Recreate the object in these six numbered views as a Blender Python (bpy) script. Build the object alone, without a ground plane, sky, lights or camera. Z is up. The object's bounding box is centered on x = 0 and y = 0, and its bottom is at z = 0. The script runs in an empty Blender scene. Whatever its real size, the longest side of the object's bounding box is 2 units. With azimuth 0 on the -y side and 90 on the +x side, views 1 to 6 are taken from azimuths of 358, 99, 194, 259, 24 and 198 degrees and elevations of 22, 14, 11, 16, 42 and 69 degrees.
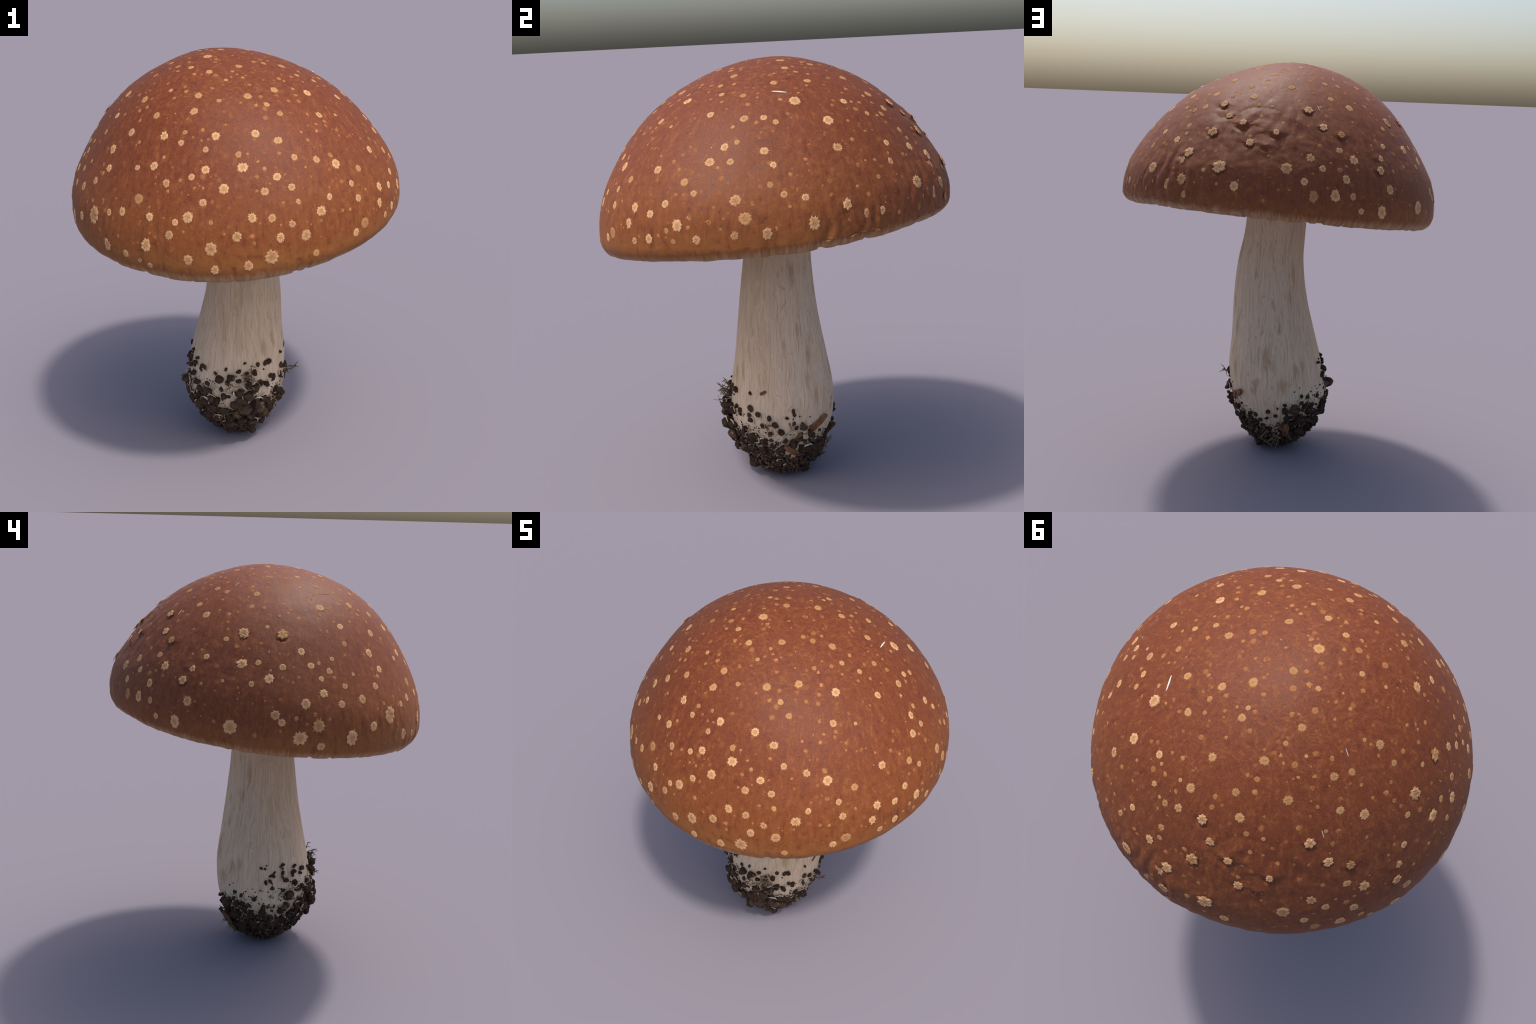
# A brown-capped mushroom with pale warts, a fibrous cream stem and a foot caked in earth.
import bpy, bmesh, math, random
from mathutils import Vector, Matrix, Quaternion, noise

random.seed(11)
TAU = 2 * math.pi

# ----------------------------------------------------------------------------- places of the pieces
# (azimuth deg, polar angle deg on the cap, diameter mm) of the larger warts, by side of the cap
WARTS_CROWN = [
    (8, 28, 32), (18, 38, 51), (19, 18, 33), (20, 10, 37), (30, 28, 31), (42, 40, 31), (54, 16, 31), (60, 28, 32),
    (62, 38, 37), (80, 32, 29), (86, 38, 36), (88, 22, 35), (105, 31, 35), (108, 22, 26), (116, 13, 29),
    (128, 36, 30), (130, 27, 31), (139, 10, 27), (140, 28, 27), (162, 28, 35), (200, 36, 38), (210, 26, 27),
    (222, 37, 38), (224, 20, 27), (240, 20, 27), (248, 11, 40), (254, 40, 37), (255, 34, 33), (259, 22, 33),
    (282, 34, 39), (284, 2, 34), (288, 18, 33), (290, 38, 27), (300, 32, 37), (319, 36, 39), (320, 18, 27),
    (332, 28, 26), (334, 22, 35), (339, 33, 27), (352, 34, 29),
]

WARTS_RIGHT = [
    (0, 80, 51), (4, 44, 27), (5, 56, 33), (6, 86, 39), (7, 68, 27), (8, 61, 28), (9, 46, 27), (11, 72, 27),
    (17, 74, 29), (19, 84, 46), (29, 79, 40), (30, 47, 46), (30, 57, 39), (35, 84, 38), (40, 84, 31), (316, 66, 33),
    (321, 82, 37), (323, 76, 37), (324, 88, 28), (328, 62, 36), (330, 78, 32), (330, 87, 35), (335, 74, 32),
    (340, 42, 34), (340, 66, 37), (340, 82, 43), (344, 70, 28), (346, 87, 33), (347, 59, 39), (351, 54, 34),
    (354, 59, 31), (356, 44, 35), (357, 73, 44), (357, 86, 32),
]

WARTS_BACK = [
    (48, 65, 28), (50, 58, 28), (56, 76, 52), (58, 47, 29), (61, 61, 36), (62, 54, 27), (63, 45, 31), (65, 83, 43),
    (68, 70, 43), (70, 66, 49), (71, 80, 48), (73, 43, 40), (73, 87, 27), (76, 56, 49), (79, 48, 35), (84, 72, 55),
    (87, 51, 31), (90, 81, 39), (92, 59, 35), (101, 54, 29), (106, 70, 48), (112, 76, 33), (114, 43, 41),
    (114, 64, 37), (115, 83, 47), (118, 69, 31), (120, 50, 40), (122, 82, 48), (125, 60, 30), (126, 74, 35),
    (127, 53, 34), (128, 82, 31), (130, 64, 42), (131, 88, 29),
]

WARTS_LEFT = [
    (137, 40, 37), (139, 88, 48), (140, 69, 38), (142, 63, 33), (143, 78, 38), (146, 57, 29), (152, 49, 27),
    (158, 86, 59), (159, 46, 51), (160, 58, 49), (164, 66, 28), (166, 57, 29), (170, 63, 42), (172, 79, 39),
    (174, 82, 31), (175, 58, 31), (176, 46, 47), (180, 88, 62), (182, 73, 45), (183, 52, 35), (186, 57, 32),
    (186, 83, 57), (187, 98, 35), (189, 62, 26), (189, 68, 38), (193, 59, 30), (195, 73, 35), (198, 65, 30),
    (198, 88, 57), (204, 50, 31), (204, 71, 40), (206, 44, 32), (207, 84, 40), (212, 66, 35), (216, 54, 42),
    (216, 80, 72), (218, 60, 34), (224, 48, 37), (224, 76, 30), (224, 89, 50),
]

WARTS_FRONT = [
    (230, 74, 35), (232, 90, 30), (233, 58, 26), (235, 42, 33), (236, 68, 43), (237, 98, 26), (240, 57, 40),
    (240, 85, 48), (241, 74, 36), (241, 106, 26), (242, 48, 40), (246, 62, 33), (248, 80, 35), (250, 50, 28),
    (250, 75, 27), (254, 73, 43), (254, 88, 41), (255, 60, 30), (259, 68, 32), (260, 52, 27), (260, 58, 35),
    (261, 84, 51), (262, 98, 35), (264, 48, 36), (266, 64, 42), (269, 80, 42), (272, 54, 30), (272, 90, 38),
    (273, 58, 43), (274, 74, 37), (279, 66, 34), (279, 88, 54), (280, 48, 39), (280, 75, 34), (282, 82, 37),
    (284, 62, 35), (286, 78, 27), (288, 51, 36), (288, 66, 32), (290, 83, 43), (292, 57, 28), (293, 90, 31),
    (294, 42, 29), (296, 76, 44), (300, 59, 31), (300, 72, 28), (307, 62, 40), (308, 88, 33), (310, 70, 26),
    (311, 76, 32), (312, 86, 48), (313, 45, 31),
]


# (azimuth deg, height mm, size mm) of the crumbs of earth that stand apart on the stem
CRUMBS_FRONT = [
    (180, 380, 26), (180, 405, 14), (182, 443, 24), (184, 459, 13), (190, 252, 32), (191, 371, 12), (192, 484, 10),
    (194, 362, 24), (194, 431, 24), (195, 452, 24), (195, 474, 19), (196, 493, 20), (198, 415, 33), (199, 337, 67),
    (208, 431, 21), (210, 355, 23), (210, 393, 35), (210, 449, 31), (210, 474, 19), (212, 268, 46), (213, 477, 19),
    (215, 355, 32), (219, 280, 36), (220, 431, 18), (221, 362, 27), (222, 427, 16), (222, 452, 23), (226, 334, 41),
    (226, 452, 27), (234, 371, 31), (238, 337, 37), (242, 434, 24), (248, 293, 45), (248, 409, 47), (251, 355, 26),
    (254, 462, 20), (255, 321, 37), (258, 387, 22), (258, 393, 31), (260, 318, 27), (260, 424, 46), (266, 340, 24),
    (269, 452, 26), (270, 402, 30), (272, 268, 62), (274, 343, 49), (276, 493, 17), (279, 409, 26), (279, 440, 18),
    (282, 324, 29), (284, 249, 29), (288, 440, 32), (289, 343, 35), (292, 271, 45), (292, 474, 22), (294, 374, 37),
    (300, 443, 11), (302, 287, 45), (302, 474, 25), (304, 365, 37), (307, 477, 30), (309, 399, 29), (314, 215, 29),
    (315, 384, 29), (316, 362, 23), (323, 296, 38), (330, 377, 25), (330, 487, 19), (331, 412, 32), (332, 352, 32),
    (334, 268, 73), (341, 390, 27), (344, 199, 51), (346, 334, 25), (353, 377, 25), (354, 255, 23), (354, 296, 30),
]

CRUMBS_BACK = [
    (0, 346, 34), (6, 305, 40), (10, 252, 33), (12, 377, 19), (15, 343, 8), (19, 243, 42), (19, 409, 21),
    (20, 343, 18), (20, 387, 18), (22, 321, 24), (24, 115, 32), (26, 271, 42), (26, 374, 8), (29, 327, 42),
    (38, 187, 47), (38, 280, 46), (38, 362, 8), (40, 230, 23), (44, 133, 35), (53, 268, 19), (60, 46, 75),
    (73, 224, 25), (78, 196, 23), (88, 215, 19), (92, 255, 27), (100, 233, 23), (103, 277, 17), (112, 268, 40),
    (112, 296, 25), (122, 274, 55), (130, 212, 73), (132, 305, 28), (132, 384, 8), (133, 337, 23), (142, 287, 34),
    (142, 327, 21), (144, 255, 38), (148, 352, 10), (158, 318, 23), (166, 368, 12), (168, 274, 39), (168, 484, 21),
    (173, 412, 23), (173, 481, 15), (175, 496, 11), (178, 337, 14), (178, 418, 23), (179, 443, 17),
]


# ----------------------------------------------------------------------------- small helpers
def smooth(a, b, x):
    t = min(1.0, max(0.0, (x - a) / (b - a)))
    return t * t * (3 - 2 * t)


def lerp_table(xs, ys, x):
    if x <= xs[0]:
        return ys[0]
    for i in range(len(xs) - 1):
        if x <= xs[i + 1]:
            t = (x - xs[i]) / (xs[i + 1] - xs[i])
            return ys[i] * (1 - t) + ys[i + 1] * t
    return ys[-1]


def spline_table(xs, ys):
    """cubic Hermite interpolation through control points"""
    n = len(xs)
    m = []
    for i in range(n):
        a, b = max(i - 1, 0), min(i + 1, n - 1)
        m.append((ys[b] - ys[a]) / (xs[b] - xs[a]))

    def f(x):
        x = min(max(x, xs[0]), xs[-1])
        i = 0
        while i < n - 2 and x > xs[i + 1]:
            i += 1
        h = xs[i + 1] - xs[i]
        t = (x - xs[i]) / h
        return ((2 * t ** 3 - 3 * t ** 2 + 1) * ys[i] + (t ** 3 - 2 * t ** 2 + t) * h * m[i]
                + (-2 * t ** 3 + 3 * t ** 2) * ys[i + 1] + (t ** 3 - t ** 2) * h * m[i + 1])
    return f


def fbm(p, octaves=3):
    s, a = 0.0, 1.0
    for _ in range(octaves):
        s += a * noise.noise(p)
        p = p * 2.03
        a *= 0.5
    return s


def make_mesh(name, verts, faces, smooth_shade=True):
    me = bpy.data.meshes.new(name)
    me.from_pydata([tuple(v) for v in verts], [], faces)
    me.update()
    if smooth_shade:
        me.polygons.foreach_set("use_smooth", [True] * len(me.polygons))
    return me


def add(name, me, parent=None, mat=None):
    o = bpy.data.objects.new(name, me)
    bpy.context.scene.collection.objects.link(o)
    if parent is not None:
        o.parent = parent
    if mat is not None and me is not None and len(me.materials) == 0:
        me.materials.append(mat)
    return o


def frame_on(normal, spin):
    z = normal.normalized()
    x = z.orthogonal().normalized()
    q = Quaternion(z, spin)
    x = q @ x
    y = z.cross(x)
    return Matrix((x, y, z)).transposed()


def tube(verts, faces, pts, radii, sides=6):
    """append a closed-ended tube along pts to verts and faces"""
    base = len(verts)
    n = len(pts)
    up = Vector((0.31, 0.17, 0.93))
    for i, p in enumerate(pts):
        t = (pts[min(i + 1, n - 1)] - pts[max(i - 1, 0)])
        t = t.normalized() if t.length > 1e-9 else Vector((0, 0, 1))
        a = t.cross(up)
        a = a.normalized() if a.length > 1e-4 else t.orthogonal().normalized()
        b = t.cross(a)
        for k in range(sides):
            c = TAU * k / sides
            verts.append(p + (a * math.cos(c) + b * math.sin(c)) * radii[i])
    for i in range(n - 1):
        for k in range(sides):
            k2 = (k + 1) % sides
            q = base + i * sides
            faces.append((q + k, q + k2, q + sides + k2, q + sides + k))
    faces.append(tuple(base + k for k in reversed(range(sides))))
    faces.append(tuple(base + (n - 1) * sides + k for k in range(sides)))


# ----------------------------------------------------------------------------- node helpers
class Tree:
    def __init__(self, name):
        self.mat = bpy.data.materials.new(name)
        self.mat.use_nodes = True
        self.t = self.mat.node_tree
        self.bsdf = self.t.nodes["Principled BSDF"]

    def put(self, socket, value):
        if hasattr(value, "is_linked") or hasattr(value, "links"):
            self.t.links.new(value, socket)
        else:
            socket.default_value = value

    def node(self, kind, ins=None, **props):
        n = self.t.nodes.new(kind)
        for k, v in props.items():
            setattr(n, k, v)
        for k, v in (ins or {}).items():
            self.put(n.inputs[k], v)
        return n

    def coord(self):
        return self.node("ShaderNodeTexCoord").outputs["Object"]

    def math(self, op, a, b=0.0, c=None, clamp=False):
        ins = {0: a, 1: b}
        if c is not None:
            ins[2] = c
        return self.node("ShaderNodeMath", ins, operation=op, use_clamp=clamp).outputs[0]

    def vmath(self, op, a, b=(0, 0, 0), out=0):
        return self.node("ShaderNodeVectorMath", {0: a, 1: b}, operation=op).outputs[out]

    def noise(self, vec, scale, detail=3.0, rough=0.55, dist=0.0):
        return self.node("ShaderNodeTexNoise", {"Vector": vec, "Scale": scale, "Detail": detail,
                                                "Roughness": rough, "Distortion": dist}).outputs["Fac"]

    def ramp(self, fac, a, b, lo=0.0, hi=1.0):
        return self.node("ShaderNodeMapRange", {"Value": fac, "From Min": a, "From Max": b, "To Min": lo, "To Max": hi},
                         interpolation_type="SMOOTHSTEP").outputs["Result"]

    def mix(self, fac, a, b, blend="MIX"):
        n = self.node("ShaderNodeMix", data_type="RGBA", blend_type=blend)
        fs = [s for s in n.inputs if s.enabled]
        for s, v in zip(fs, (fac, a, b)):
            self.put(s, v)
        return [s for s in n.outputs if s.enabled][0]

    def bump(self, height, strength, distance):
        return self.node("ShaderNodeBump", {"Height": height, "Strength": strength, "Distance": distance}).outputs["Normal"]

    def finish(self, color, rough=0.7, normal=None, spec=0.3):
        self.put(self.bsdf.inputs["Base Color"], color)
        self.put(self.bsdf.inputs["Roughness"], rough)
        self.put(self.bsdf.inputs["Specular IOR Level"], spec)
        if normal is not None:
            self.put(self.bsdf.inputs["Normal"], normal)
        return self.mat


def rgb(r, g, b):
    return (r, g, b, 1.0)


# ----------------------------------------------------------------------------- the cap's form
APEX_Z = 1.998
APEX_SHIFT = (-0.0543, 0.0231)          # the crown sits a little off the centre of the rim
RIM_R = 0.790
LIP_IN = 0.057                          # how far the rolled lip turns in


def rim_radius(a):
    return (RIM_R - 0.0012 * math.cos(2 * a) - 0.0056 * math.sin(2 * a) - 0.0024 * math.cos(3 * a)
            - 0.0018 * math.sin(3 * a) - 0.0017 * math.cos(4 * a) - 0.0011 * math.sin(4 * a))


def rim_height(a):
    return (1.3076 + 0.0218 * math.cos(a) + 0.058 * math.sin(a) + 0.0031 * math.cos(2 * a) - 0.0029 * math.sin(2 * a)
            - 0.0019 * math.cos(3 * a) - 0.0060 * math.sin(3 * a) - 0.0025 * math.cos(4 * a) - 0.0007 * math.sin(4 * a))


def lip_depth(a):
    return 0.0666 - 0.0100 * math.cos(a) - 0.0206 * math.sin(a)


# swelling of the dome against a plain ellipse: three bands, each varying round the cap
SWELL = [
    (0.0042, 0.0095, -0.0276, -0.0065, 0.0144, -0.0024, -0.0064),
    (0.0659, 0.0178, -0.0044, -0.0001, -0.0030, -0.0162, -0.0083),
    (-0.1155, 0.0041, 0.0030, -0.0021, -0.0166, 0.0081, 0.0187),
]


def cap_base(a, polar):
    """point on the smooth cap; polar 0 = crown, 90 = widest, 90..180 = round the lip"""
    ca, sa = math.cos(a), math.sin(a)
    R, Z = rim_radius(a), rim_height(a)
    if polar <= 90:
        p = math.radians(polar)
        s, c = math.sin(p), math.cos(p)
        q = s * s
        w = 4 * q * (1 - q)
        band = (w, w * (2 * q - 1), q ** 3 * (1 - q) * 8)
        harm = (1, ca, sa, math.cos(2 * a), math.sin(2 * a), math.cos(3 * a), math.sin(3 * a))
        amp = sum(b * sum(k * h for k, h in zip(row, harm)) for b, row in zip(band, SWELL))
        return Vector((APEX_SHIFT[0] * (1 - q) + R * s * ca, APEX_SHIFT[1] * (1 - q) + R * s * sa,
                       Z + (APEX_Z - Z) * (c + amp)))
    p = math.radians(polar - 90)
    r = R - LIP_IN * (1 - math.cos(p))
    return Vector((r * ca, r * sa, Z - lip_depth(a) * math.sin(p)))


def cap_normal(a, polar):
    e = 0.5
    du = cap_base(a, polar + e) - cap_base(a, max(polar - e, 0.05))
    dv = cap_base(a + 0.01, max(polar, 0.6)) - cap_base(a - 0.01, max(polar, 0.6))
    n = du.cross(dv)
    n.normalize()
    mid = Vector((0, 0, 1.35))
    return n if n.dot(cap_base(a, polar) - mid) > 0 else -n


# knobs pushed up under warts on the shaded back of the cap: azimuth, polar, height mm, radius mm
KNOBS = [(76, 56, 10, 30), (73, 43, 9, 34), (87, 51, 17, 40), (101, 54, 13, 32), (92, 59, 12, 28), (98, 60, 12, 26),
         (114, 43, 10, 30), (127, 53.5, 10, 26), (140, 69, 10, 26), (140, 63, 8, 22), (84, 72, 9, 36), (68, 67, 7, 36),
         (119, 50, 5, 26), (79, 47.5, 6, 26), (176, 46.5, 9, 26), (159, 45.5, 5, 26)]
KNOB_SITES = [(cap_base(math.radians(a), p), (cap_base(math.radians(a), p + 4) - cap_base(math.radians(a), p - 4)).normalized(),
               h * 0.80 / 1000, r * 1.05 / 1000) for a, p, h, r in KNOBS]
# folds near the rim: azimuth, width in degrees, depth mm, how far up they reach (polar)
FOLDS = [(22, 1.6, 7, 66), (29, 1.3, 9, 72), (33, 1.5, 6, 70), (37, 1.4, 8, 74), (41, 1.2, 5, 76), (46, 1.6, 5, 70),
         (53, 1.5, 6, 66), (60, 2.0, 9, 60), (66, 1.8, 9, 58), (71, 1.6, 6, 64), (78, 1.4, 4, 70), (203, 1.6, 2.5, 70),
         (210, 1.4, 3, 66), (217, 1.6, 3.5, 72), (224, 1.4, 2, 74)]


def cap_relief(a, polar, base, n):
    """height of lumps, knobs and folds above the smooth cap"""
    h = 0.0020 * noise.noise(base * 6.0) + 0.0012 * noise.noise(base * 15.0) + 0.0004 * noise.noise(base * 55.0)
    edge = smooth(72, 92, polar)
    h += edge * (0.0035 * noise.noise(Vector((math.cos(a) * 5, math.sin(a) * 5, 3.1)))
                 + 0.0026 * noise.noise(Vector((math.cos(a) * 14, math.sin(a) * 14, 7.7)))
                 - 0.0060 * smooth(0.20, 0.6, noise.noise(Vector((math.cos(a) * 22, math.sin(a) * 22, 1.3)))) * smooth(84, 105, polar))
    for site, down, kh, kr in KNOB_SITES:
        d = base - site
        L = d.length
        if L < kr * 2.6:
            along = d.dot(down)
            # long slope up the hill, steep below
            r = L / (kr * (0.62 if along > 0 else 1.25))
            h += kh * math.exp(-2.1 * math.sqrt(r * r + 0.02)) * (1 - smooth(1.6, 2.6, L / kr)) - kh * 0.75 * math.exp(-5 * (r - 1.15) ** 2) * smooth(0.1, 0.9, along / (L + 1e-6))
    deg = math.degrees(a) % 360
    for fa, fw, fd, top in FOLDS:
        da = (deg - fa + 180) % 360 - 180
        da += 3.4 * noise.noise(Vector((fa * 1.7, polar * 0.09, 0)))
        if abs(da) < fw * 3.2:
            k = smooth(top, top + 12, polar) * (1 - smooth(97, 125, polar) * 0.8) * (0.60 + 0.6 * noise.noise(Vector((fa * 3.3, polar * 0.12, 4))))
            x = da / fw
            h += fd / 1000 * k * (0.55 * math.exp(-(x - 1.1) ** 2 * 1.6) - math.exp(-x * x * 2.4))
    # shallow puckers pull the skin together on the upper back
    pucker = math.exp(-(((deg - 92) / 26) ** 2) - ((polar - 52) / 13) ** 2)
    if pucker > 0.02:
        h += pucker * (0.0075 * (math.sqrt(abs(noise.noise(base * 9.0 + Vector((2, 9, 4))))) - 0.5) + 0.004 * noise.noise(base * 24.0))
    # the back is coarser
    back = smooth(-0.2, 0.6, math.sin(a)) * smooth(35, 60, polar)
    h += back * (0.0022 * noise.noise(base * 18.0 + Vector((5, 0, 0))) + 0.0010 * noise.noise(base * 42.0))
    return h


def cap_point(a, polar):
    b = cap_base(a, polar)
    n = cap_normal(a, polar)
    return b + n * cap_relief(a, polar, b, n), n


def build_cap():
    A = 900
    polars = [0.36 * i for i in range(1, 250)] + [90 + 2.0 * i for i in range(0, 38)]
    verts, faces = [], []
    top, _ = cap_point(0.0, 0.05)
    verts.append(Vector((APEX_SHIFT[0], APEX_SHIFT[1], top.z)))
    for p in polars:
        for k in range(A):
            v, _ = cap_point(TAU * k / A, p)
            verts.append(v)
    # the underside: from the lip up into the hollow above the gills, then in to the stem
    rows = len(polars)
    for j in range(1, 15):
        t = j / 14
        for k in range(A):
            a = TAU * k / A
            r0 = rim_radius(a) - LIP_IN * 0.72
            z0 = rim_height(a) - lip_depth(a) * 0.95
            r = r0 + (0.05 - r0) * t
            z = z0 + 0.11 * math.sin(min(1.0, t * 1.25) * math.pi / 2)
            verts.append(Vector((r * math.cos(a), r * math.sin(a), z)))
        rows += 1
    for k in range(A):
        faces.append((0, 1 + k, 1 + (k + 1) % A))
    for i in range(rows - 1):
        for k in range(A):
            q, k2 = 1 + i * A, (k + 1) % A
            faces.append((q + k, q + A + k, q + A + k2, q + k2))
    return make_mesh("cap", verts, faces)


# ----------------------------------------------------------------------------- the stem's form
STEM_Z = [0.012, 0.025, 0.05, 0.10, 0.15, 0.20, 0.26, 0.32, 0.45, 0.60, 0.80, 1.00, 1.15, 1.30, 1.42]
STEM_CX = spline_table(STEM_Z, [-0.029, -0.030, -0.032, -0.037, -0.041, -0.043, -0.039, -0.0327, -0.0169, -0.0019, 0.0213, 0.0245, 0.0069, -0.0051, -0.005])
STEM_CY = spline_table(STEM_Z, [-0.012, -0.012, -0.012, -0.012, -0.013, -0.014, -0.013, -0.0114, -0.0042, -0.0014, -0.0009, 0.0027, 0.0081, 0.0217, 0.0217])
STEM_R = spline_table(STEM_Z, [0.030, 0.068, 0.112, 0.160, 0.190, 0.214, 0.238, 0.2490, 0.2455, 0.2209, 0.1903, 0.1660, 0.1537, 0.1540, 0.160])


def stem_base(a, z, out=0.0):
    r = STEM_R(z) + out
    return Vector((STEM_CX(z) + r * math.cos(a), STEM_CY(z) + r * math.sin(a), z))


def stem_normal(a, z):
    e = 0.01
    dz = stem_base(a, z + e) - stem_base(a, z - e)
    da = Vector((-math.sin(a), math.cos(a), 0))
    n = da.cross(dz)
    n.normalize()
    return n


def stem_relief(a, z):
    c, s = math.cos(a), math.sin(a)
    w = 0.25 * noise.noise(Vector((c * 2, s * 2, z * 5)))
    fibre = noise.noise(Vector((c * 16 + w * 2, s * 16, z * 2.6))) * 0.0020
    fine = noise.noise(Vector((c * 42 + w * 4, s * 42, z * 6.0))) * 0.0016
    lump = noise.noise(Vector((c * 2.2, s * 2.2, z * 2.6))) * 0.004
    back = smooth(-0.3, 0.7, s)
    pits = -0.0022 * back * smooth(0.25, 0.6, noise.noise(Vector((c * 20, s * 20, z * 7 + 9))))
    return fibre + fine * (0.7 + 0.6 * back) + lump + pits


def build_stem():
    A, H = 420, 300
    verts, faces = [], []
    for i in range(H + 1):
        t = i / H
        z = 0.012 + (1.40 - 0.012) * t ** 1.12
        for k in range(A):
            a = TAU * k / A
            verts.append(stem_base(a, z, stem_relief(a, z)))
    for i in range(H):
        for k in range(A):
            q, k2 = i * A, (k + 1) % A
            faces.append((q + k, q + k2, q + A + k2, q + A + k))
    faces.append(tuple(reversed(range(A))))
    return make_mesh("stem", verts, faces)


# height of the upper edge of the caked earth, round the foot
EARTH_AZ = [0, 24, 48, 72, 88, 106, 122, 140, 170, 186, 204, 225, 240, 254, 272, 288, 304, 325, 338, 352, 360]
EARTH_H = [.215, .25, .25, .20, .135, .165, .255, .285, .285, .30, .325, .33, .30, .24, .185, .205, .235, .30, .29, .235, .215]


def earth_edge(a):
    return lerp_table(EARTH_AZ, EARTH_H, math.degrees(a) % 360)


# ----------------------------------------------------------------------------- materials
def cap_material():
    m = Tree("cap_skin")
    co = m.coord()
    # height above the slanting plane of the rim
    h = m.math("SUBTRACT", m.vmath("DOT_PRODUCT", co, (-0.0276, -0.0734, 1.0), out=1), 1.3076)
    sep = m.node("ShaderNodeSeparateXYZ", {0: co}).outputs
    az = m.vmath("NORMALIZE", m.vmath("MULTIPLY", co, (1, 1, 0)))
    streak_vec = m.vmath("ADD", m.vmath("MULTIPLY", az, (46, 46, 0)), m.node("ShaderNodeCombineXYZ", {2: m.math("MULTIPLY", h, 7.0)}).outputs[0])
    streak = m.noise(streak_vec, 1.0, 4, 0.6)
    fine_streak = m.noise(m.vmath("MULTIPLY", streak_vec, (2.6, 2.6, 2.2)), 1.0, 3, 0.6)
    mott = m.noise(co, 11.0, 4, 0.6)
    grain = m.noise(m.vmath("ADD", m.vmath("MULTIPLY", az, (30, 30, 0)), m.node("ShaderNodeCombineXYZ", {2: m.math("MULTIPLY", h, 26.0)}).outputs[0]), 1.0, 4, 0.62)
    run = m.ramp(h, 0.62, 0.45, 0.0, 0.55)
    grain = m.math("ADD", m.math("MULTIPLY", grain, run), m.math("MULTIPLY", m.math("MULTIPLY_ADD", m.noise(m.vmath("ADD", co, m.vmath("MULTIPLY", m.node("ShaderNodeTexNoise", {"Vector": co, "Scale": 9.0}).outputs["Color"], (0.12, 0.12, 0.12))), 44.0, 4, 0.62), 0.72, 0.14), m.math("SUBTRACT", 1.0, run)))
    fine = m.noise(co, 150.0, 2, 0.6)
    # crown red-brown, flank orange-brown, ochre towards the rim
    hw = m.math("ADD", h, m.math("MULTIPLY", m.math("SUBTRACT", mott, 0.5), 0.16))
    col = m.mix(m.ramp(hw, 0.42, 0.02), rgb(*CAP_CROWN), rgb(*CAP_FLANK))
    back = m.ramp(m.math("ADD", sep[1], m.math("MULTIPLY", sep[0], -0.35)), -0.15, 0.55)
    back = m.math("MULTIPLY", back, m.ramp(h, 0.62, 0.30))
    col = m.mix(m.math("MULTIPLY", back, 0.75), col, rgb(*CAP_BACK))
    # mottling and grain
    col = m.mix(m.ramp(grain, 0.50, 0.65, 0, 0.60), col, rgb(*CAP_LIGHT))
    col = m.mix(m.ramp(grain, 0.50, 0.33, 0, 0.75), col, rgb(*CAP_DARK))
    col = m.mix(m.ramp(mott, 0.45, 0.25, 0, 0.25), col, rgb(*CAP_DARK))
    col = m.mix(m.ramp(fine, 0.50, 0.70, 0, 0.36), col, rgb(*CAP_LIGHT))
    # streaks down the flank
    low = m.ramp(h, 0.32, 0.02)
    col = m.mix(m.math("MULTIPLY", m.ramp(streak, 0.50, 0.30), m.math("MULTIPLY", low, 0.50)), col, rgb(*CAP_DARK))
    col = m.mix(m.math("MULTIPLY", m.ramp(fine_streak, 0.52, 0.75), m.math("MULTIPLY", low, 0.35)), col, rgb(*CAP_LIGHT))
    # ochre rim, paler at the lip
    rim = m.ramp(m.math("ADD", h, m.math("MULTIPLY", m.math("SUBTRACT", streak, 0.5), 0.09)), 0.075, -0.03)
    rim = m.math("MULTIPLY", rim, m.math("SUBTRACT", 0.85, m.math("MULTIPLY", m.ramp(sep[1], 0.0, 0.6), 0.42)))
    rim = m.math("MULTIPLY", rim, m.ramp(grain, 0.38, 0.56, 0.45, 1.0))
    col = m.mix(rim, col, rgb(*CAP_RIM))
    above_edge = m.math("ADD", h, m.math("ADD", m.vmath("DOT_PRODUCT", co, (-0.0127, -0.0261, 0.0), out=1), 0.0666))
    lip = m.ramp(m.math("ADD", above_edge, m.math("MULTIPLY", m.math("SUBTRACT", fine_streak, 0.5), 0.05)), 0.046, 0.010)
    col = m.mix(m.math("MULTIPLY", lip, m.ramp(streak, 0.40, 0.60, 0.45, 0.95)), col, rgb(*CAP_LIP))
    # a bloom of whitish flecks at the back of the rim
    flecks = m.math("MULTIPLY", m.ramp(m.noise(co, 30.0, 3, 0.6), 0.50, 0.62), m.ramp(h, 0.015, -0.035))
    flecks = m.math("MULTIPLY", flecks, m.ramp(m.math("ADD", sep[1], m.math("MULTIPLY", sep[0], 0.25)), 0.66, 0.80))
    col = m.mix(m.math("MULTIPLY", flecks, 0.45), col, rgb(0.44, 0.36, 0.27))
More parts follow.
